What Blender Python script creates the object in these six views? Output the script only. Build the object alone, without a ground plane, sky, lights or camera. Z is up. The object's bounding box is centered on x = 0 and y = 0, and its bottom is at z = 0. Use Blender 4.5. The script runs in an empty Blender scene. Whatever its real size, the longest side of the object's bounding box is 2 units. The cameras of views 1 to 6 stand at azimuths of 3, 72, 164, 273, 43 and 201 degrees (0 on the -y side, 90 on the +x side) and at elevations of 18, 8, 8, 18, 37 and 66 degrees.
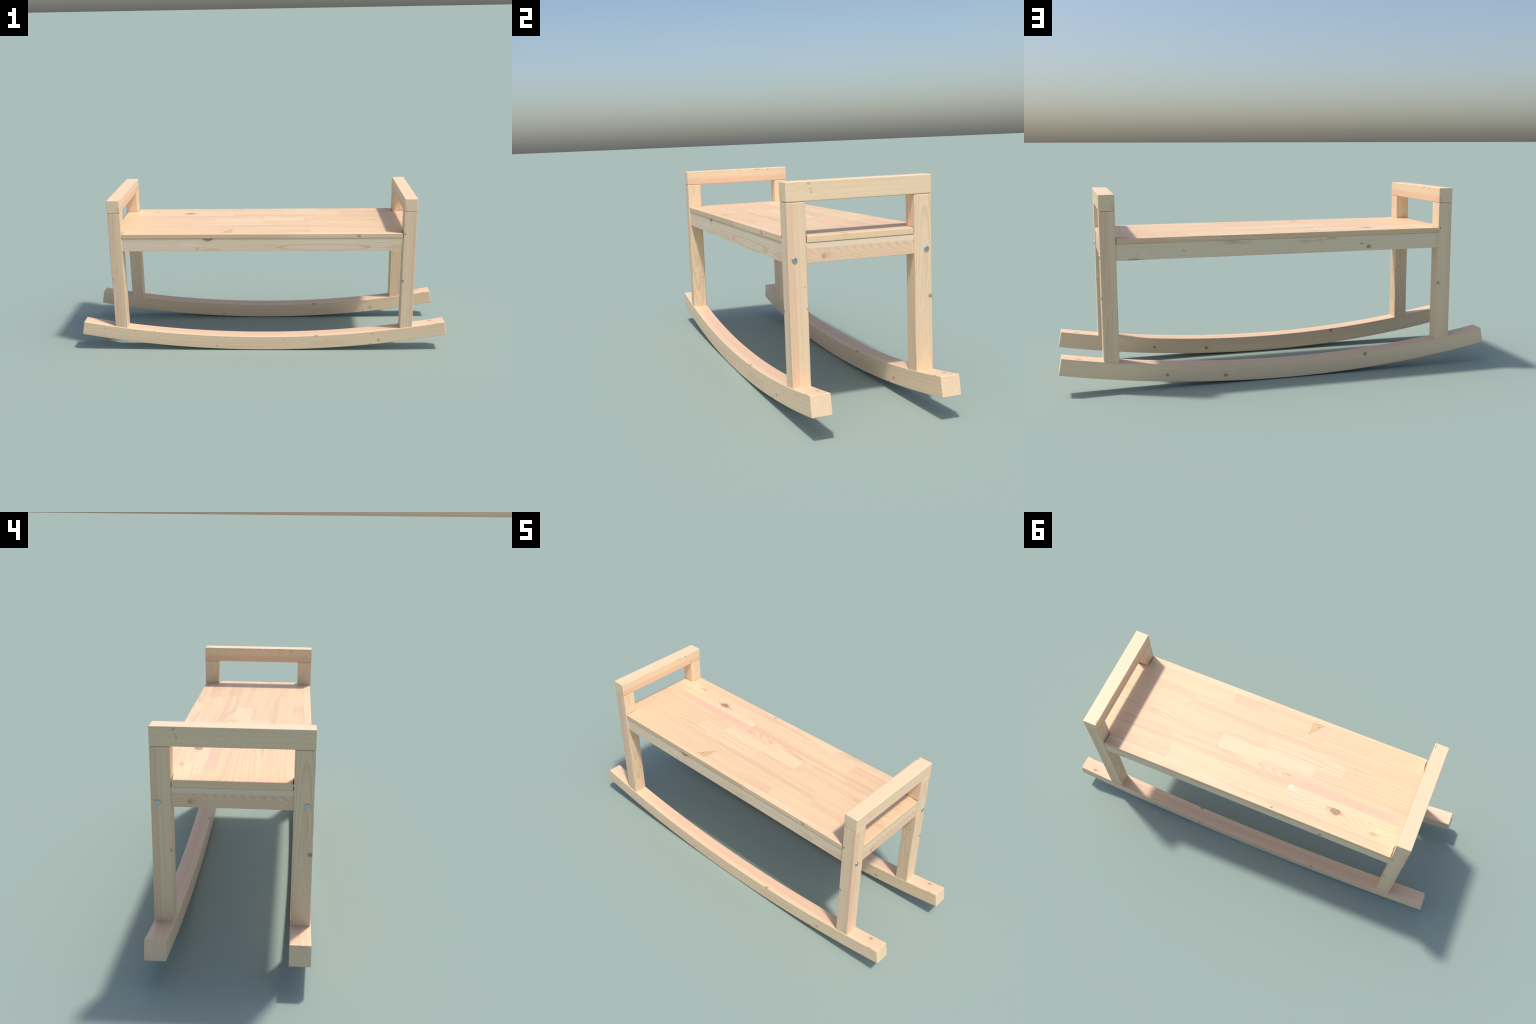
# Rocking bench: two curved rockers, two end frames (legs + armrest + cross rail),
# two long rails and a glued stave seat, all in pale pine, with domed steel bolts.
import bpy, bmesh, math, random
from mathutils import Vector

# ------------------------------------------------------------------ sizes (m)
ROCKER_R = 5.475          # radius of the running (bottom) arc
ROCKER_T = 0.0774         # rocker height at mid span (a little less at the ends)
ROCKER_THIN = 0.0026      # loss of height towards the ends
ROCKER_W = 0.0738         # rocker width
ROCKER_Y = 0.2402         # rocker centre line
LEG_XI, LEG_XO = 0.7466, 0.8138
LEG_YI, LEG_YO = 0.2052, 0.2740
ARM_Z0, ARM_Z1 = 0.7812, 0.8504
SEAT_Z0, SEAT_Z1 = 0.6400, 0.6640
SEAT_X, SEAT_Y = 0.8108, 0.2714      # tongue length, seat half depth
NOTCH_X, NOTCH_Y = 0.7438, 0.2020    # seat is notched round the legs
RAIL_Z0, RAIL_Z1 = 0.5692, 0.6396
RAIL_Y, RAIL_T = 0.2690, 0.0400
END_X = 0.8086
BOLT_Y, BOLT_Z, BOLT_R = 0.2510, 0.5852, 0.0104


def rocker_top(x):
    r = ROCKER_R - ROCKER_T + ROCKER_THIN * x * x
    return ROCKER_R - math.sqrt(r * r - x * x)


# ------------------------------------------------------------ node shorthand
class Nodes:
    def __init__(self, name):
        self.mat = bpy.data.materials.new(name)
        self.mat.use_nodes = True
        self.t = self.mat.node_tree
        self.t.nodes.clear()

    def put(self, sock, val):
        if isinstance(val, bpy.types.NodeSocket):
            self.t.links.new(val, sock)
        elif val is not None:
            if hasattr(val, "__len__") and len(val) == 3 and sock.type == "RGBA":
                val = (*val, 1.0)
            sock.default_value = val

    def new(self, kind, **kw):
        n = self.t.nodes.new(kind)
        for k, v in kw.items():
            setattr(n, k, v)
        return n

    def m(self, op, a, b=None, c=None, clamp=False):
        n = self.new("ShaderNodeMath", operation=op, use_clamp=clamp)
        for s, v in zip(n.inputs, (a, b, c)):
            self.put(s, v)
        return n.outputs[0]

    def vm(self, op, a, b=None, out=0):
        n = self.new("ShaderNodeVectorMath", operation=op)
        self.put(n.inputs[0], a)
        if b is not None:
            self.put(n.inputs[1], b)
        return n.outputs["Value"] if out else n.outputs[0]

    def sep(self, v):
        n = self.new("ShaderNodeSeparateXYZ")
        self.put(n.inputs[0], v)
        return n.outputs

    def comb(self, x, y, z):
        n = self.new("ShaderNodeCombineXYZ")
        for s, v in zip(n.inputs, (x, y, z)):
            self.put(s, v)
        return n.outputs[0]

    def noise(self, vec, scale, detail=2.0, rough=0.5):
        n = self.new("ShaderNodeTexNoise")
        self.put(n.inputs["Vector"], vec)
        n.inputs["Scale"].default_value = scale
        n.inputs["Detail"].default_value = detail
        n.inputs["Roughness"].default_value = rough
        return n.outputs["Fac"]

    def step(self, v, lo, hi, a=0.0, b=1.0, smooth=True):
        n = self.new("ShaderNodeMapRange", interpolation_type="SMOOTHSTEP" if smooth else "LINEAR")
        for i, x in enumerate((v, lo, hi, a, b)):
            self.put(n.inputs[i], x)
        return n.outputs[0]

    def mix(self, f, a, b):
        n = self.new("ShaderNodeMix", data_type="RGBA")
        self.put(n.inputs[0], f)
        self.put(n.inputs[6], a)
        self.put(n.inputs[7], b)
        return n.outputs[2]

    def finish(self, color, rough, spec=0.3, bump=None, bump_strength=0.1, metallic=0.0):
        p = self.new("ShaderNodeBsdfPrincipled")
        self.put(p.inputs["Base Color"], color)
        self.put(p.inputs["Roughness"], rough)
        p.inputs["Metallic"].default_value = metallic
        p.inputs["Specular IOR Level"].default_value = spec
        if bump is not None:
            b = self.new("ShaderNodeBump")
            b.inputs["Strength"].default_value = bump_strength
            b.inputs["Distance"].default_value = 0.0006
            self.put(b.inputs["Height"], bump)
            self.put(p.inputs["Normal"], b.outputs[0])
        o = self.new("ShaderNodeOutputMaterial")
        self.t.links.new(p.outputs[0], o.inputs[0])
        return self.mat


# --------------------------------------------------------------- pine colours
CREAM = (0.852, 0.611, 0.366)
PALE = (0.862, 0.640, 0.404)
YELLOW = (0.850, 0.600, 0.352)
PINK = (0.842, 0.548, 0.340)
ROSE = (0.830, 0.508, 0.326)
WHITE = (0.868, 0.685, 0.482)
FRAME = (0.886, 0.658, 0.428)
FRAME_PINK = (0.850, 0.585, 0.395)
LATE = (0.660, 0.415, 0.240)
TAN = (0.660, 0.450, 0.265)
KNOT = (0.245, 0.120, 0.062)
KNOT_RED = (0.350, 0.155, 0.085)
RESIN = (0.520, 0.320, 0.140)


def pine(name, axis="x", seed=0, base=CREAM, second=PINK, second_amount=0.5, late=LATE,
         late_amount=0.30, spacing=0.0085, pith=(0.03, -0.09), tilt=(0.0, 0.0), wobble=0.006,
         knots=(), patches=(), wedges=(), ovals=(), field=None, follow_arc=False, streaks=0.06):
    """Pine along one axis: growth rings round a pith line that runs beside the
    piece, pink / cream streaks, fine fibres, knots the rings bend around.
    knots: (position, radius, stretch along the grain, colour, strength, ring bulge)
    patches: (centre, half size, colour, strength, softness[, how much it hushes the rings])
    wedges: (half planes (normal, point), colour, strength, softness in m)
    ovals: (centre, half size, colour, fill strength, line strength) a closed growth line
    field: optional own ring distance, as a function of the node helper and u, v, w"""
    n = Nodes(name)
    pos = n.new("ShaderNodeTexCoord").outputs["Object"]
    x, y, z = n.sep(pos)
    if follow_arc:                       # rockers: grain follows the bend
        z = n.m("SUBTRACT", z, n.m("MULTIPLY", n.m("MULTIPLY", x, x), 0.5 / (ROCKER_R - 0.03)))
        pos = n.comb(x, y, z)
    u, v, w = {"x": (x, y, z), "y": (y, x, z), "z": (z, x, y)}[axis]
    g = "xyz".index(axis)
    rnd = random.Random(seed * 7919 + 13)
    off = [rnd.uniform(-20, 20) for _ in range(3)]

    def grain(su, sv):                   # stretched coordinates for noises
        return n.comb(n.m("MULTIPLY_ADD", u, su, off[0]), n.m("MULTIPLY_ADD", v, sv, off[1]),
                      n.m("MULTIPLY_ADD", w, sv, off[2]))

    slow = n.m("SUBTRACT", n.noise(grain(2.2, 9.0), 1.0, 2.0), 0.5)
    # knots: mask and ring bulge
    bulge, masks = None, []
    wavy = n.vm("SCALE", n.vm("SUBTRACT", n.comb(n.noise(pos, 60, 2), n.noise(n.vm("ADD", pos, (3.1, 1.7, 5.2)), 60, 2), 0.5), (0.5, 0.5, 0.5)), None)
    wavy.node.inputs["Scale"].default_value = 0.006
    soft_pos = n.vm("ADD", pos, wavy)
    ragged = n.m("MULTIPLY_ADD", n.noise(n.vm("ADD", pos, (off[1], off[2], off[0])), 130, 2, 0.6), 1.2, 0.40)
    for c, r, stretch, colour, strength, push in knots:
        inv = [1.0 / r] * 3
        inv[g] = 1.0 / (r * stretch)
        q = n.vm("LENGTH", n.vm("MULTIPLY", n.vm("SUBTRACT", soft_pos, c), inv), out=1)
        q = n.m("MULTIPLY", q, ragged)
        masks.append((q, colour, strength))
        if push:
            wide = [1.0 / (2.6 * r)] * 3
            wide[g] = 1.0 / (2.6 * r * (stretch + 1.6))
            qq = n.vm("LENGTH", n.vm("MULTIPLY", n.vm("SUBTRACT", soft_pos, c), wide), out=1)
            b = n.m("MULTIPLY", n.m("POWER", math.e, n.m("MULTIPLY", n.m("MULTIPLY", qq, qq), -1.0)), push * spacing)
            bulge = b if bulge is None else n.m("ADD", bulge, b)
    # growth rings
    vv = n.m("ADD", n.m("MULTIPLY_ADD", u, tilt[0], v), -pith[0])
    ww = n.m("ADD", n.m("MULTIPLY_ADD", u, tilt[1], w), -pith[1])
    r = n.m("SQRT", n.m("ADD", n.m("MULTIPLY", vv, vv), n.m("MULTIPLY", ww, ww)))
    if field:
        r = field(n, u, v, w)
    r = n.m("MULTIPLY_ADD", slow, wobble * 2.0, r)
    fine_w = n.m("SUBTRACT", n.noise(grain(9.0, 40.0), 1.0, 1.0), 0.5)
    r = n.m("MULTIPLY_ADD", fine_w, 0.0022, r)
    if bulge is not None:
        r = n.m("ADD", r, bulge)
    vary = n.m("MULTIPLY_ADD", n.noise(n.comb(n.m("MULTIPLY", r, 22.0), off[0], off[1]), 1.0, 1.0), 0.012, r)
    f = n.m("FRACT", n.m("DIVIDE", vary, spacing))
    ring = n.m("MULTIPLY", n.step(f, 0.25, 0.86), n.step(f, 0.90, 1.0, 1.0, 0.0))
    ring_gain = n.step(n.noise(grain(1.6, 30.0), 1.0, 1.0), 0.30, 0.66, 0.35, 1.15)
    # colour build-up
    streak = n.step(n.noise(grain(1.0, 34.0), 1.0, 2.5, 0.6), 0.38, 0.62)
    col = n.mix(n.m("MULTIPLY", streak, second_amount), base, second)
    honey = n.step(n.noise(grain(0.9, 95.0), 1.0, 2.0, 0.6), 0.52, 0.70)
    col = n.mix(n.m("MULTIPLY", honey, streaks), col, late)
    fibre = n.noise(grain(14.0, 420.0), 1.0, 2.0, 0.6)
    hush = None
    for c, half, colour, strength, soft, *quiet in patches:
        d = n.vm("ABSOLUTE", n.vm("MULTIPLY", n.vm("SUBTRACT", soft_pos, c), [1.0 / h for h in half]))
        dx, dy, dz = n.sep(d)
        d = n.m("MAXIMUM", dx, n.m("MAXIMUM", dy, dz))
        edge = n.step(d, 1.0 + soft, 1.0 - soft)
        col = n.mix(n.m("MULTIPLY", edge, strength), col, colour)
        if quiet:
            keep = n.m("MULTIPLY_ADD", edge, -quiet[0], 1.0)
            hush = keep if hush is None else n.m("MULTIPLY", hush, keep)
    for planes, colour, strength, soft in wedges:
        mask = strength
        for normal, point in planes:
            side = n.vm("DOT_PRODUCT", n.vm("SUBTRACT", soft_pos, point), tuple(Vector(normal).normalized()), out=1)
            mask = n.m("MULTIPLY", n.step(side, -soft, soft), mask)
        col = n.mix(mask, col, colour)
    for c, half, colour, fill, line in ovals:
        q = n.vm("LENGTH", n.vm("MULTIPLY", n.vm("SUBTRACT", soft_pos, c), [1.0 / h for h in half]), out=1)
        inside = n.step(q, 1.0, 0.94)
        stroke = n.m("MULTIPLY", n.step(q, 0.74, 0.95), inside)
        col = n.mix(n.m("MULTIPLY", inside, fill), col, colour)
        col = n.mix(n.m("MULTIPLY", stroke, line), col, late)
        keep = n.m("MULTIPLY_ADD", inside, -0.7, 1.0)
        hush = keep if hush is None else n.m("MULTIPLY", hush, keep)
    if hush is not None:
        ring_gain = n.m("MULTIPLY", ring_gain, hush)
    col = n.mix(n.m("MULTIPLY", n.m("MULTIPLY", ring, ring_gain), late_amount, clamp=True), col, late)
    shade = n.step(fibre, 0.25, 0.75, 0.955, 1.03, smooth=False)
    col = n.mix(1.0, col, n.comb(shade, shade, shade))
    col.node.blend_type = "MULTIPLY"
    for q, colour, strength in masks:
        strength *= 0.9
        dark = colour[0] < 0.45
        halo = n.m("MULTIPLY", n.step(q, 2.1, 0.8), (0.45 if dark else 0.25) * strength)
        col = n.mix(halo, col, TAN)
        if dark:
            core = n.mix(n.step(q, 0.15, 0.85), tuple(a * 1.5 for a in colour), colour)
            col = n.mix(n.m("MULTIPLY", n.step(q, 1.15, 0.65), strength), col, core)
        else:
            col = n.mix(n.m("MULTIPLY", n.step(q, 1.35, 0.25), strength), col, colour)
    rough = n.step(ring, 0.0, 1.0, 0.53, 0.47)
    bump = n.m("MULTIPLY_ADD", ring, 0.25, fibre)
    return n.finish(col, rough, spec=0.5, bump=bump, bump_strength=0.06)


def zinc(name):
    n = Nodes(name)
    pos = n.new("ShaderNodeTexCoord").outputs["Object"]
    blot = n.noise(pos, 320, 3.0)
    col = n.mix(blot, (0.46, 0.51, 0.53), (0.60, 0.64, 0.66))
    return n.finish(col, n.step(blot, 0.3, 0.7, 0.24, 0.40), spec=0.5, metallic=1.0)


# ------------------------------------------------------------------- meshes
def mesh_object(name, bm, mat, parent):
    me = bpy.data.meshes.new(name)
    bmesh.ops.recalc_face_normals(bm, faces=bm.faces[:])
    bm.to_mesh(me)
    bm.free()
    me.materials.append(mat)
    for p in me.polygons:
        p.use_smooth = True
    ob = bpy.data.objects.new(name, me)
    bpy.context.scene.collection.objects.link(ob)
    ob.parent = parent
    # flat faces keep flat shading, only the small edge roundings blend
    wn = ob.modifiers.new("weighted", "WEIGHTED_NORMAL")
    wn.weight, wn.keep_sharp = 100, True
    me.set_sharp_from_angle(angle=math.radians(60))
    flat = bpy.data.meshes.new_from_object(ob.evaluated_get(bpy.context.evaluated_depsgraph_get()))
    ob.modifiers.clear()
    ob.data = flat
    bpy.data.meshes.remove(me)
    flat.name = name
    return ob


def beam_bm(lo, hi, bevel=0.0035, segments=3, keep=lambda a, b: True):
    bm = bmesh.new()
    bmesh.ops.create_cube(bm, size=1.0)
    lo, hi = Vector(lo), Vector(hi)
    for v in bm.verts:
        v.co = Vector((lo[i] if v.co[i] < 0 else hi[i]) for i in range(3))
    edges = [e for e in bm.edges if keep(e.verts[0].co, e.verts[1].co)]
    bmesh.ops.bevel(bm, geom=edges, offset=bevel, segments=segments, profile=0.5, affect="EDGES")
    return bm


def beam(name, lo, hi, mat, parent, **kw):
    return mesh_object(name, beam_bm(lo, hi, **kw), mat, parent)


def copy_of(ob, parent, turn=False, loc=None):
    c = ob.copy()
    c.parent = parent
    if turn:
        c.rotation_euler = (0, 0, math.pi)
    if loc is not None:
        c.location = loc
    bpy.context.scene.collection.objects.link(c)
    return c


bench = bpy.data.objects.new("rocking_bench", None)
bpy.context.scene.collection.objects.link(bench)
bench["label"] = "pale pine rocking bench with armrests and curved rockers"
bench["category"] = "rocking bench"

# ------------------------------------------------------------------- rockers
FRONT, BACK = -ROCKER_W / 2, ROCKER_W / 2
bend = lambda x, z: z - x * x * 0.5 / (ROCKER_R - 0.03)
K = lambda x, y, z: (x, y, bend(x, z))
rocker_mat = pine(
    "pine_rocker", "x", 1, base=FRAME, second=FRAME_PINK, second_amount=0.45,
    spacing=0.011, pith=(0.055, -0.045), late_amount=0.22, follow_arc=True, tilt=(0.006, 0.0), wobble=0.008,
    knots=[(K(0.294, FRONT + 0.004, 0.083), 0.0060, 1.9, KNOT_RED, 0.85, 1.5), (K(0.633, FRONT, 0.060), 0.0062, 1.3, KNOT, 0.55, 2.0),
           (K(0.601, FRONT, 0.096), 0.0036, 1.0, KNOT, 0.75, 0.8), (K(0.588, FRONT, 0.036), 0.0045, 1.4, KNOT, 0.7, 0),
           (K(0.116, FRONT, 0.0635), 0.0030, 1.0, KNOT, 0.8, 0.6), (K(0.212, FRONT, 0.053), 0.0030, 1.0, KNOT, 0.6, 0),
           (K(0.353, FRONT, 0.0615), 0.0026, 1.2, KNOT, 0.6, 0), (K(-0.254, FRONT, 0.0207), 0.0040, 1.0, KNOT, 0.9, 0.8),
           (K(-0.392, FRONT, 0.0705), 0.0028, 1.2, KNOT, 0.5, 0), (K(-0.705, FRONT, 0.110), 0.0038, 1.0, KNOT, 0.6, 0.8),
           (K(-0.598, FRONT, 0.110), 0.0040, 1.5, KNOT_RED, 0.6, 0), (K(-0.876, FRONT, 0.126), 0.0040, 0.9, KNOT, 0.45, 0.5),
           (K(0.411, 0.0, 0.0885), 0.0034, 1.4, KNOT, 0.6, 0), (K(0.915, 0.016, 0.149), 0.0085, 1.5, KNOT_RED, 0.75, 1.5),
           (K(0.544, BACK, 0.058), 0.0066, 1.1, KNOT, 0.85, 2.0), (K(0.283, BACK, 0.0354), 0.0082, 1.1, KNOT, 0.85, 4.0),
           (K(-0.383, BACK, 0.081), 0.0082, 1.0, KNOT, 0.85, 4.0), (K(0.945, FRONT, 0.158), 0.0035, 3.0, KNOT_RED, 0.5, 0)],
    patches=[((0.0, 0.010, 0.084), (0.90, 0.026, 0.014), (0.835, 0.535, 0.375), 0.75, 0.5), ((0.36, FRONT, 0.030), (0.10, 0.010, 0.016), TAN, 0.25, 0.6)])


def rocker_bm():
    half = ROCKER_R * math.asin(1.0006 / ROCKER_R)
    bm = beam_bm((-half, -ROCKER_W / 2, 0), (half, ROCKER_W / 2, ROCKER_T), bevel=0.0035)
    cuts = 72
    for i in range(1, cuts):
        s = -half + 2 * half * i / cuts
        bmesh.ops.bisect_plane(bm, geom=bm.verts[:] + bm.edges[:] + bm.faces[:], plane_co=(s, 0, 0), plane_no=(1, 0, 0))
    for v in bm.verts:
        a = v.co.x / ROCKER_R
        rr = ROCKER_R - v.co.z * (1 - ROCKER_THIN * v.co.x ** 2 / ROCKER_T)
        v.co.x, v.co.z = rr * math.sin(a), ROCKER_R - rr * math.cos(a)
    return bm


rocker = mesh_object("rocker", rocker_bm(), rocker_mat, bench)
rocker.location = (0, -ROCKER_Y, 0)
copy_of(rocker, bench, loc=(0, ROCKER_Y, 0))

# ---------------------------------------------------- end frame (built at +x)
leg_plain_mat = pine(                 # the leg at -y: pink strip on its outer corner
    "pine_leg_straight", "z", 2, base=FRAME, second=FRAME_PINK, second_amount=0.30, spacing=0.010,
    pith=(0.70, -0.17), late_amount=0.16,
    knots=[((0.7553, -LEG_YO, 0.6612), 0.0052, 1.0, KNOT, 0.85, 0.8), ((0.7522, -LEG_YO, 0.3995), 0.0070, 1.2, KNOT, 0.75, 3.2),
           ((0.8130, -0.208, 0.4105), 0.0045, 1.5, KNOT, 0.5, 0), ((0.8130, -0.2168, 0.489), 0.0028, 1.2, KNOT, 0.45, 0),
           ((0.8130, -0.2218, 0.579), 0.0024, 1.0, KNOT, 0.40, 0), ((0.7790, -LEG_YI, 0.30), 0.0030, 1.2, KNOT, 0.5, 0)],
    patches=[((LEG_XO - 0.003, -0.262, 0.45), (0.016, 0.015, 0.5), ROSE, 0.60, 0.45)])
leg_flame_mat = pine(                 # the leg at +y: cathedral grain outside
    "pine_leg_flame", "z", 3, base=FRAME, second=FRAME_PINK, second_amount=0.25, spacing=0.0062,
    pith=(0.8065, 0.244), tilt=(0.050, 0.0), late_amount=0.34, wobble=0.006,
    knots=[((LEG_XO, 0.2644, 0.4110), 0.0075, 1.0, KNOT, 0.80, 3.0), ((0.7683, LEG_YI, 0.548), 0.0034, 1.2, KNOT, 0.6, 0.6),
           ((0.7929, LEG_YI, 0.477), 0.0032, 1.2, KNOT, 0.6, 0.6), ((0.7667, LEG_YI, 0.402), 0.0030, 1.2, KNOT, 0.55, 0.5),
           ((0.8130, LEG_YO, 0.4127), 0.0050, 1.5, KNOT, 0.5, 0), ((0.7496, LEG_YO, 0.392), 0.0030, 1.2, KNOT, 0.5, 0),
           ((LEG_XI, 0.2255, 0.288), 0.0036, 1.2, KNOT, 0.65, 0.6), ((LEG_XI, 0.262, 0.311), 0.0028, 1.2, KNOT, 0.5, 0)],
    patches=[((0.790, LEG_YO, 0.45), (0.020, 0.012, 0.5), ROSE, 0.55, 0.45)])
arm_mat = pine(
    "pine_armrest", "y", 4, base=FRAME, second=CREAM, second_amount=0.30, spacing=0.012,
    pith=(0.70, 0.93), late_amount=0.14,
    knots=[((LEG_XO, -0.1914, 0.8424), 0.0052, 1.0, KNOT_RED, 0.40, 1.0), ((LEG_XO, -0.186, 0.824), 0.0040, 1.0, KNOT_RED, 0.34, 0.8),
           ((LEG_XO, -0.182, 0.812), 0.0048, 0.9, KNOT_RED, 0.40, 0.8), ((0.7525, 0.2545, ARM_Z1), 0.0026, 3.0, KNOT, 0.8, 0),
           ((LEG_XI, -0.169, 0.8415), 0.0034, 1.2, KNOT, 0.7, 0), ((LEG_XI, -0.112, 0.8455), 0.0020, 8.0, KNOT, 0.6, 0),
           ((LEG_XI, -0.008, 0.847), 0.0030, 1.4, KNOT, 0.55, 0), ((0.7485, 0.12, 0.8485), 0.0016, 22.0, KNOT_RED, 0.5, 0)],
    patches=[((LEG_XI, 0.0, ARM_Z0), (0.014, 0.4, 0.030), ROSE, 0.75, 0.35)])
# its growth lines hook down from the sapwood edge and run out to the right
end_rail_mat = pine(
    "pine_end_rail", "y", 5, base=(0.850, 0.572, 0.378), second=FRAME, second_amount=0.4, spacing=0.033, late_amount=0.62, wobble=0.050,
    late=(0.640, 0.405, 0.240),
    field=lambda n, u, v, w: n.m("ADD", n.m("SUBTRACT", u, n.m("MULTIPLY", n.m("POWER", n.m("MAXIMUM", n.m("SUBTRACT", 0.621, w), 0.0), 2.0), 48.0)), 5.0),
    knots=[((END_X, -0.1403, 0.5904), 0.0075, 1.0, KNOT_RED, 0.9, 0), ((END_X, -0.130, 0.594), 0.011, 1.4, (0.70, 0.42, 0.25), 0.7, 0)],
    patches=[((END_X, 0.0, 0.6365), (0.06, 0.3, 0.0165), WHITE, 0.92, 0.22, 1.0)])
bolt_mat = zinc("zinc_steel")


def leg(name, y0, y1, mat):
    # top end chamfered (gives the groove under the armrest), foot cut to the rocker's arc
    bm = beam_bm((LEG_XI, y0, 0.10), (LEG_XO, y1, ARM_Z0), bevel=0.0042, segments=2,
                 keep=lambda a, b: not (a.z < 0.2 and b.z < 0.2))
    for v in bm.verts:
        if v.co.z < 0.2:
            v.co.z = rocker_top(v.co.x) - 0.0006
    return mesh_object(name, bm, mat, bench)


def bolt_bm(x, y, z):
    # low dome with a hexagon socket, axis along +x
    bm = bmesh.new()
    r, h = BOLT_R, 0.0040
    prof = [(r, -0.004), (r, 0.0009), (0.97 * r, 0.0020), (0.90 * r, 0.0030), (0.80 * r, 0.0036), (0.55 * r, 0.0039), (0.36 * r, h)]
    seg = 36
    rings = [[bm.verts.new((x + d, y + q * math.cos(t), z + q * math.sin(t)))
              for t in (2 * math.pi * i / seg for i in range(seg))] for q, d in prof]

    def hexr(t):
        a = (t % (math.pi / 3)) - math.pi / 6
        return 0.27 * r / math.cos(a)
    for d in (h, h - 0.0030):
        rings.append([bm.verts.new((x + d, y + hexr(t) * math.cos(t), z + hexr(t) * math.sin(t)))
                      for t in (2 * math.pi * i / seg for i in range(seg))])
    for a, b in zip(rings, rings[1:]):
        for i in range(seg):
            j = (i + 1) % seg
            bm.faces.new((a[i], a[j], b[j], b[i]))
    bm.faces.new(rings[-1])
    bm.faces.new(rings[0])
    return bm


frame = [
    leg("leg", -LEG_YO, -LEG_YI, leg_plain_mat),
    leg("leg", LEG_YI, LEG_YO, leg_flame_mat),
    beam("armrest", (LEG_XI - 0.0004, -LEG_YO - 0.0004, ARM_Z0 + 0.0002), (LEG_XO + 0.0004, LEG_YO + 0.0004, ARM_Z1), arm_mat, bench, bevel=0.0036),
    beam("end_rail", (END_X - RAIL_T, -LEG_YI + 0.0003, RAIL_Z0), (END_X, LEG_YI - 0.0003, RAIL_Z1), end_rail_mat, bench, bevel=0.0015,
         keep=lambda a, b: a.y * b.y < 0),
    mesh_object("bolt", bolt_bm(LEG_XO, -BOLT_Y, BOLT_Z), bolt_mat, bench),
    mesh_object("bolt", bolt_bm(LEG_XO, BOLT_Y, BOLT_Z), bolt_mat, bench),
]
for part in frame:                    # the other end is the same frame turned half round
    copy_of(part, bench, turn=True)

# ------------------------------------------------------------------ long rails
RY = -RAIL_Y
front_rail_mat = pine(
    "pine_front_rail", "x", 6, base=WHITE, second=FRAME_PINK, second_amount=0.30, spacing=0.0115, pith=(-0.262, 0.50),
    tilt=(0.0, 0.012), late_amount=0.36, wobble=0.014,
    knots=[((-0.283, RY, 0.6400), 0.0150, 1.75, (0.270, 0.120, 0.075), 0.92, 1.6), ((-0.342, RY, 0.581), 0.0045, 2.0, RESIN, 0.6, 1.0)],
    ovals=[((0.330, RY, 0.5895), (0.256, 0.02, 0.0180), WHITE, 0.35, 0.60), ((-0.262, RY, 0.5700), (0.050, 0.02, 0.0140), FRAME_PINK, 0.5, 0.8),
           ((-0.265, RY, 0.5690), (0.026, 0.02, 0.0080), ROSE, 0.5, 0.6)],
    wedges=[([((0.12, 0, 1.0), (0.640, RY, 0.5835)), ((0.19, 0, -1.0), (0.640, RY, 0.5885))], (0.80, 0.52, 0.34), 0.75, 0.003)],
    patches=[((0.103, RY, 0.5885), (0.022, 0.01, 0.006), ROSE, 0.65, 0.6), ((0.548, RY, 0.592), (0.026, 0.01, 0.007), ROSE, 0.65, 0.6),
             ((-0.380, RY, 0.606), (0.045, 0.01, 0.006), (0.87, 0.74, 0.57), 0.8, 0.6, 0.8)])
RY = RAIL_Y
back_rail_mat = pine(
    "pine_back_rail", "x", 7, base=WHITE, second=FRAME, second_amount=0.3, spacing=0.0110, pith=(0.30, 0.50),
    tilt=(0.0, 0.010), late_amount=0.26, wobble=0.012,
    knots=[((-0.3966, RY, 0.5894), 0.0098, 1.0, KNOT_RED, 0.92, 2.0), ((-0.363, RY, 0.603), 0.0040, 2.6, KNOT, 0.6, 0),
           ((0.672, RY, 0.5715), 0.0052, 5.5, KNOT_RED, 0.80, 1.0), ((0.460, RY, 0.6024), 0.0036, 1.6, KNOT, 0.5, 0.6),
           ((-0.088, RY, 0.624), 0.0070, 4.0, TAN, 0.7, 0.5), ((-0.160, RY, 0.626), 0.0060, 3.0, TAN, 0.6, 0)],
    patches=[((0.245, RY, 0.633), (0.030, 0.01, 0.007), RESIN, 0.45, 0.7), ((0.215, RY, 0.628), (0.050, 0.01, 0.006), TAN, 0.5, 0.7),
             ((-0.215, RY, 0.632), (0.022, 0.01, 0.005), RESIN, 0.55, 0.6)],
    ovals=[((0.630, RY, 0.597), (0.032, 0.02, 0.0125), WHITE, 0.1, 0.45)])
for sgn, mat in ((-1, front_rail_mat), (1, back_rail_mat)):
    a, b = sorted((sgn * RAIL_Y, sgn * (RAIL_Y - RAIL_T)))
    beam("long_rail", (-LEG_XI + 0.0003, a, RAIL_Z0), (LEG_XI - 0.0003, b, RAIL_Z1), mat, bench, bevel=0.0015, keep=lambda a, b: a.x * b.x < 0)

# ------------------------------------------------- seat: panel of glued staves
seat = bpy.data.objects.new("seat", None)
bpy.context.scene.collection.objects.link(seat)
seat.parent = bench
ROW_Y = [-SEAT_Y, -0.2420, -0.1660, -0.0880, -0.0085, 0.0670, 0.1445, 0.2220, SEAT_Y]
END = 9.0


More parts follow.
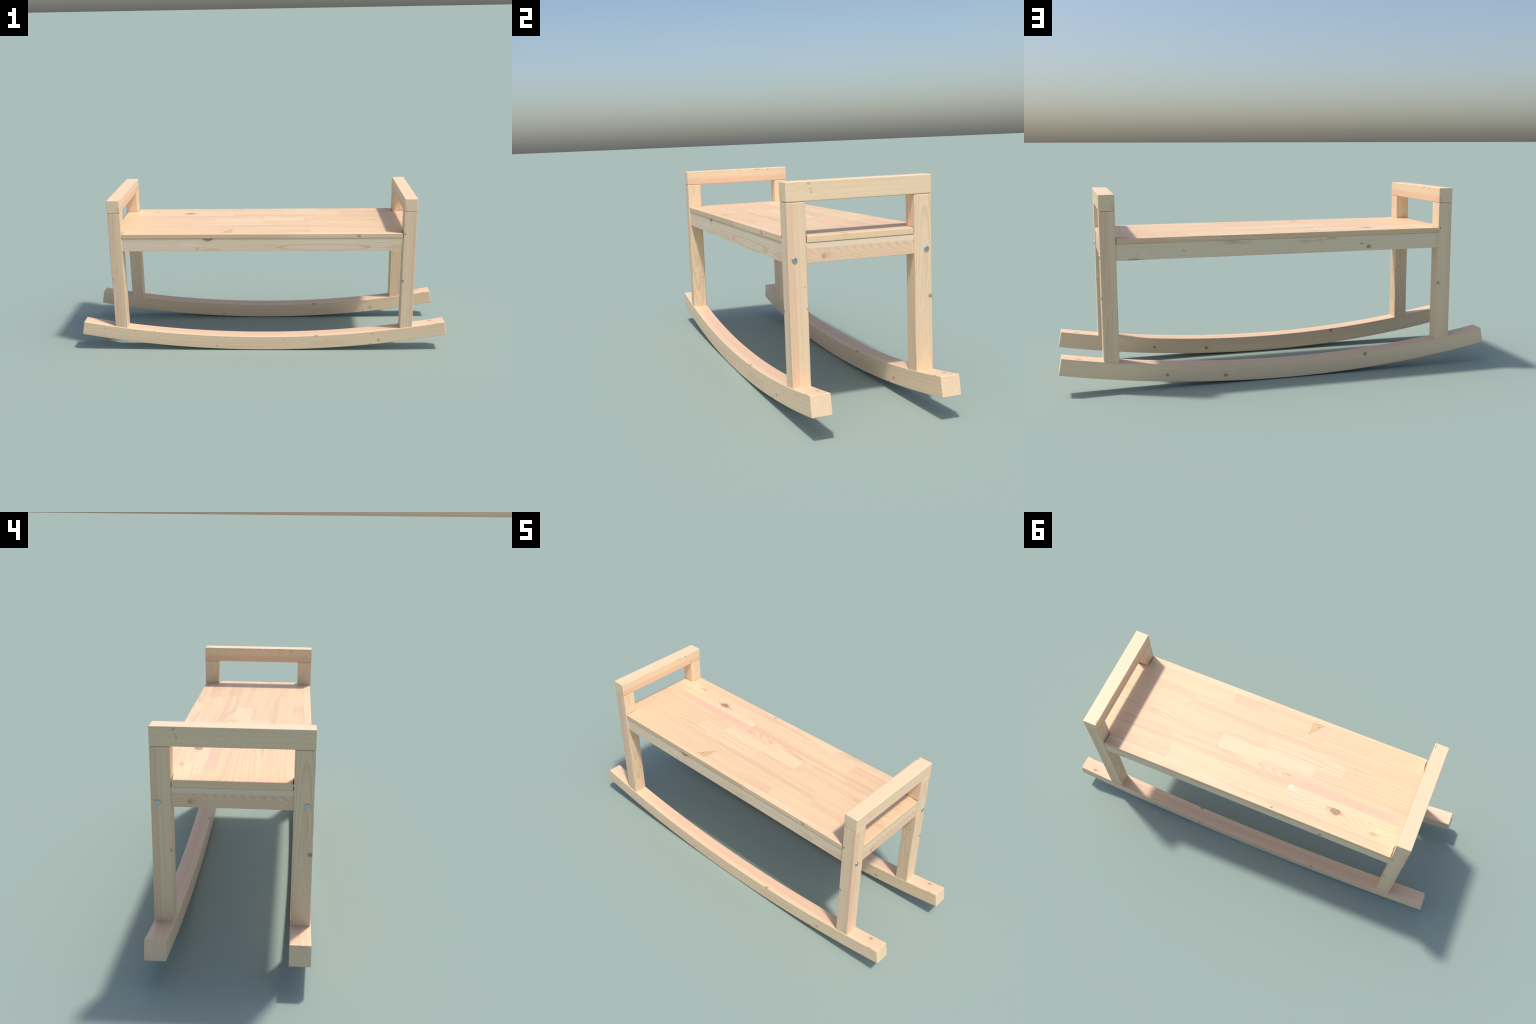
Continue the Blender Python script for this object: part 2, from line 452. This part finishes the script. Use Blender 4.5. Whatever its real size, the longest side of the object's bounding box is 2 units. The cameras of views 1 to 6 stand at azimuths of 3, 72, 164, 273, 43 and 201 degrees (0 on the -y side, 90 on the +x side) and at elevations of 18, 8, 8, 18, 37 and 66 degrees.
def flame(cx, cy, slope, reach):
    """Growth lines that arch round the point (cx, cy) and straighten within `reach`."""
    def field(n, u, v, w):
        fade = n.m("SUBTRACT", 1.0, n.m("POWER", math.e, n.m("DIVIDE", n.m("SUBTRACT", cx, u), reach)))
        a = n.m("MULTIPLY", fade, slope * reach)
        b = n.m("SUBTRACT", v, cy)
        return n.m("SQRT", n.m("ADD", n.m("MULTIPLY", a, a), n.m("MULTIPLY", b, b)))
    return field


def on_rim(p):
    ax, ay = abs(p.x), abs(p.y)
    e = 1e-5
    return (abs(ax - SEAT_X) < e or abs(ay - SEAT_Y) < e or (abs(ax - NOTCH_X) < e and ay > NOTCH_Y - e)
            or (abs(ay - NOTCH_Y) < e and ax > NOTCH_X - e))


def stave(x0, x1, y0, y1, mat):
    """One stave; at the panel ends it stops at the rim and is notched round the leg."""
    def limit(y):
        return SEAT_X if abs(y) < NOTCH_Y - 1e-6 else NOTCH_X

    def end_points(s):                       # outline at one end, from y0 to y1
        pts = [(s * limit(y0 + 1e-5), y0)]
        for c in (-NOTCH_Y, NOTCH_Y):
            if y0 + 1e-4 < c < y1 - 1e-4:
                pts += [(s * limit(c - 1e-4), c), (s * limit(c + 1e-4), c)]
        return pts + [(s * limit(y1 - 1e-5), y1)]
    right = end_points(1) if x1 > 1 else [(x1, y0), (x1, y1)]
    left = end_points(-1) if x0 < -1 else [(x0, y0), (x0, y1)]
    outline = right + left[::-1]
    bm = bmesh.new()
    low = [bm.verts.new((px, py, SEAT_Z0)) for px, py in outline]
    top = [bm.verts.new((px, py, SEAT_Z1)) for px, py in outline]
    bm.faces.new(low[::-1])
    bm.faces.new(top)
    k = len(outline)
    for i in range(k):
        bm.faces.new((low[i], low[(i + 1) % k], top[(i + 1) % k], top[i]))
    rim = []
    for e in bm.edges:
        a, b = e.verts[0].co, e.verts[1].co
        mid = (a + b) / 2
        if on_rim(a) and on_rim(b) and on_rim(mid) and (abs(a.z - b.z) < 1e-6):
            rim.append(e)
    if rim:
        bmesh.ops.bevel(bm, geom=rim, offset=0.0026, segments=3, profile=0.5, affect="EDGES")
    return mesh_object("stave", bm, mat, seat)


T = SEAT_Z1
# per row: list of (end of stave in x, overrides of the pine recipe)
SE = -SEAT_Y
EDGE = (0.690, 0.475, 0.290)            # browner glue-side of the edge staves
rows = [
    # front edge row
    [(-0.114, dict(base=CREAM, second=YELLOW, patches=[((-0.5, SE, 0.65), (0.7, 0.0014, 0.02), EDGE, 0.6, 0.3)])),
     (0.139, dict(base=CREAM, second=PINK, patches=[((0.0, SE, 0.65), (0.20, 0.0014, 0.02), EDGE, 0.6, 0.05)])),
     (END, dict(base=PALE, second=PINK, second_amount=0.3, knots=[((0.518, SE, 0.650), 0.0068, 1.3, KNOT, 0.70, 1.0), ((0.506, SE, 0.656), 0.0035, 1.3, KNOT, 0.6, 0)]))],
    [(-0.157, dict(base=CREAM, second=PINK, second_amount=0.6, spacing=0.006, late_amount=0.24,
                   wedges=[([((0.763, -0.646, 0), (-0.218, -0.2405, T))], (0.66, 0.42, 0.20), 0.72, 0.005),
                           ([((0.763, -0.646, 0), (-0.218, -0.2405, T)), ((-0.763, 0.646, 0), (-0.214, -0.2430, T))], RESIN, 0.55, 0.005)],
                   knots=[((-0.192, -0.2235, T), 0.0026, 3.0, KNOT, 0.8, 0), ((-0.188, -0.240, T), 0.0028, 7.0, RESIN, 0.8, 0),
                          ((-0.159, -0.175, T), 0.0050, 1.2, RESIN, 0.8, 0)])),
     (0.260, dict(base=CREAM, second=ROSE, second_amount=0.8, spacing=0.0085, late_amount=0.50, pith=(-0.30, 0.57), wobble=0.010)),
     (END, dict(base=(0.860, 0.628, 0.372), second=PINK, second_amount=0.35, late_amount=0.24, spacing=0.007, patches=[((0.556, -0.236, T), (0.030, 0.004, 0.02), ROSE, 0.8, 0.7)]))],
    [(-0.237, dict(base=CREAM, second=PINK, second_amount=0.75, spacing=0.0060, late_amount=0.42)),
     (0.452, dict(base=CREAM, second=PINK, second_amount=0.6, late_amount=0.30, patches=[((0.06, -0.110, T), (0.34, 0.012, 0.03), TAN, 0.50, 0.8)])),
     (END, dict(base=CREAM, second=ROSE, second_amount=0.6, spacing=0.0075, late_amount=0.34))],
    [(-0.396, dict(base=YELLOW, second=PINK, second_amount=0.7, spacing=0.010, late_amount=0.36, knots=[((-0.445, -0.086, T), 0.0045, 5.0, (0.66, 0.41, 0.24), 0.7, 0)])),
     (0.005, dict(base=PALE, second=PINK, second_amount=0.45, late_amount=0.30)),
     (0.418, dict(base=CREAM, second=PINK, second_amount=0.5, late_amount=0.30, patches=[((0.12, -0.020, T), (0.12, 0.0105, 0.03), (0.76, 0.51, 0.32), 0.65, 0.3)])),
     (END, dict(base=CREAM, second=ROSE, second_amount=0.6, late_amount=0.28, knots=[((0.785, -0.060, T), 0.016, 2.0, (0.72, 0.43, 0.21), 0.8, 1.5)]))],
    [(-0.260, dict(base=CREAM, second=PINK, second_amount=0.6, spacing=0.011, late_amount=0.34)),
     (0.2285, dict(base=PALE, second=CREAM, second_amount=0.4, late_amount=0.08, patches=[((-0.12, 0.057, T), (0.15, 0.012, 0.03), PINK, 0.85, 0.4)])),
     (END, dict(base=CREAM, second=PINK, second_amount=0.6, spacing=0.0115, late_amount=0.42, field=flame(0.215, -0.016, 0.45, 0.12), wobble=0.008,
                knots=[((0.235, -0.004, T), 0.016, 1.5, (0.74, 0.45, 0.28), 0.6, 0), ((0.232, 0.063, T), 0.007, 1.0, (0.62, 0.40, 0.23), 0.7, 0),
                       ((0.606, 0.008, T), 0.0075, 4.0, (0.76, 0.45, 0.26), 0.85, 0.8)]))],
    [(-0.727, dict(base=CREAM, second=YELLOW)),
     (-0.174, dict(base=PALE, second=CREAM, late_amount=0.16, patches=[((-0.45, 0.090, T), (0.285, 0.022, 0.03), (0.825, 0.500, 0.345), 0.90, 0.28), ((-0.186, 0.127, T), (0.013, 0.010, 0.03), (0.88, 0.74, 0.56), 0.9, 0.6)])),
     (0.450, dict(base=CREAM, second=ROSE, second_amount=0.75, spacing=0.0125, late_amount=0.44, field=flame(-0.178, 0.074, 0.62, 0.11), wobble=0.010,
                  knots=[((-0.175, 0.082, T), 0.022, 1.6, (0.78, 0.48, 0.31), 0.7, 0), ((-0.150, 0.0705, T), 0.0042, 5.0, (0.56, 0.30, 0.17), 0.85, 0)])),
     (END, dict(base=CREAM, second=PINK, second_amount=0.5, spacing=0.007, late_amount=0.46, patches=[((0.60, 0.120, T), (0.16, 0.007, 0.03), (0.68, 0.42, 0.24), 0.6, 0.8)]))],
    [(-0.613, dict(base=(0.870, 0.655, 0.395), second=PALE, second_amount=0.6, late_amount=0.34, knots=[((-0.628, 0.196, T), 0.0095, 2.6, (0.56, 0.34, 0.18), 0.75, 1.2)])),
     (0.433, dict(base=CREAM, second=PALE, second_amount=0.6, late_amount=0.26, spacing=0.0070,
                  knots=[((-0.427, 0.156, T), 0.0205, 1.40, (0.290, 0.140, 0.088), 0.92, 4.0), ((-0.392, 0.150, T), 0.009, 2.0, (0.62, 0.40, 0.23), 0.7, 0),
                         ((-0.460, 0.160, T), 0.007, 1.5, (0.60, 0.39, 0.22), 0.6, 0)],
                  patches=[((0.25, 0.205, T), (0.14, 0.006, 0.03), YELLOW, 0.6, 0.8)])),
     (END, dict(base=CREAM, second=ROSE, second_amount=0.75, spacing=0.0072, late_amount=0.38))],
    [(-0.110, dict(base=CREAM, second=ROSE, second_amount=0.75, late_amount=0.32, knots=[((-0.142, 0.257, T), 0.0046, 1.6, KNOT, 0.8, 2.0)],
                   patches=[((-0.4, SEAT_Y, 0.65), (0.5, 0.0014, 0.02), EDGE, 0.35, 0.1)])),
     (0.533, dict(base=PALE, second=CREAM, second_amount=0.5, late_amount=0.40, wobble=0.016, spacing=0.013, patches=[((0.0, SEAT_Y, 0.65), (0.29, 0.0014, 0.02), EDGE, 0.35, 0.02)])),
     (END, dict(base=CREAM, second=ROSE, second_amount=0.75, late_amount=0.34))],
]
seed = 20
for r, pieces in enumerate(rows):
    x0 = -END
    for x1, spec in pieces:
        rnd = random.Random(seed)
        y0, y1 = ROW_Y[r], ROW_Y[r + 1]
        recipe = dict(late=(0.715, 0.435, 0.262), spacing=rnd.uniform(0.0070, 0.0105), late_amount=0.26, second_amount=0.5, wobble=0.007,
                      pith=(rnd.uniform(y0 - 0.06, y1 + 0.06), rnd.choice((0.56, 0.60, 0.70, 0.73))),
                      tilt=(rnd.uniform(-0.02, 0.02), rnd.uniform(-0.015, 0.015)))
        recipe.update(spec)
        recipe["late_amount"] = min(0.62, recipe["late_amount"] * 1.6)
        recipe["streaks"] = 0.32
        # sawn ends show the even, yellower end grain
        ends = [((e * SEAT_X, 0, 0.65), (0.0016, 0.30, 0.03), (0.860, 0.640, 0.385), 0.85, 0.3, 0.4)
                for e, reach in ((-1, x0 < -1), (1, x1 > 1)) if reach]
        recipe["patches"] = list(recipe.get("patches", ())) + ends
        stave(x0, x1, y0, y1, pine("pine_stave", "x", seed, **recipe))
        x0, seed = x1, seed + 1
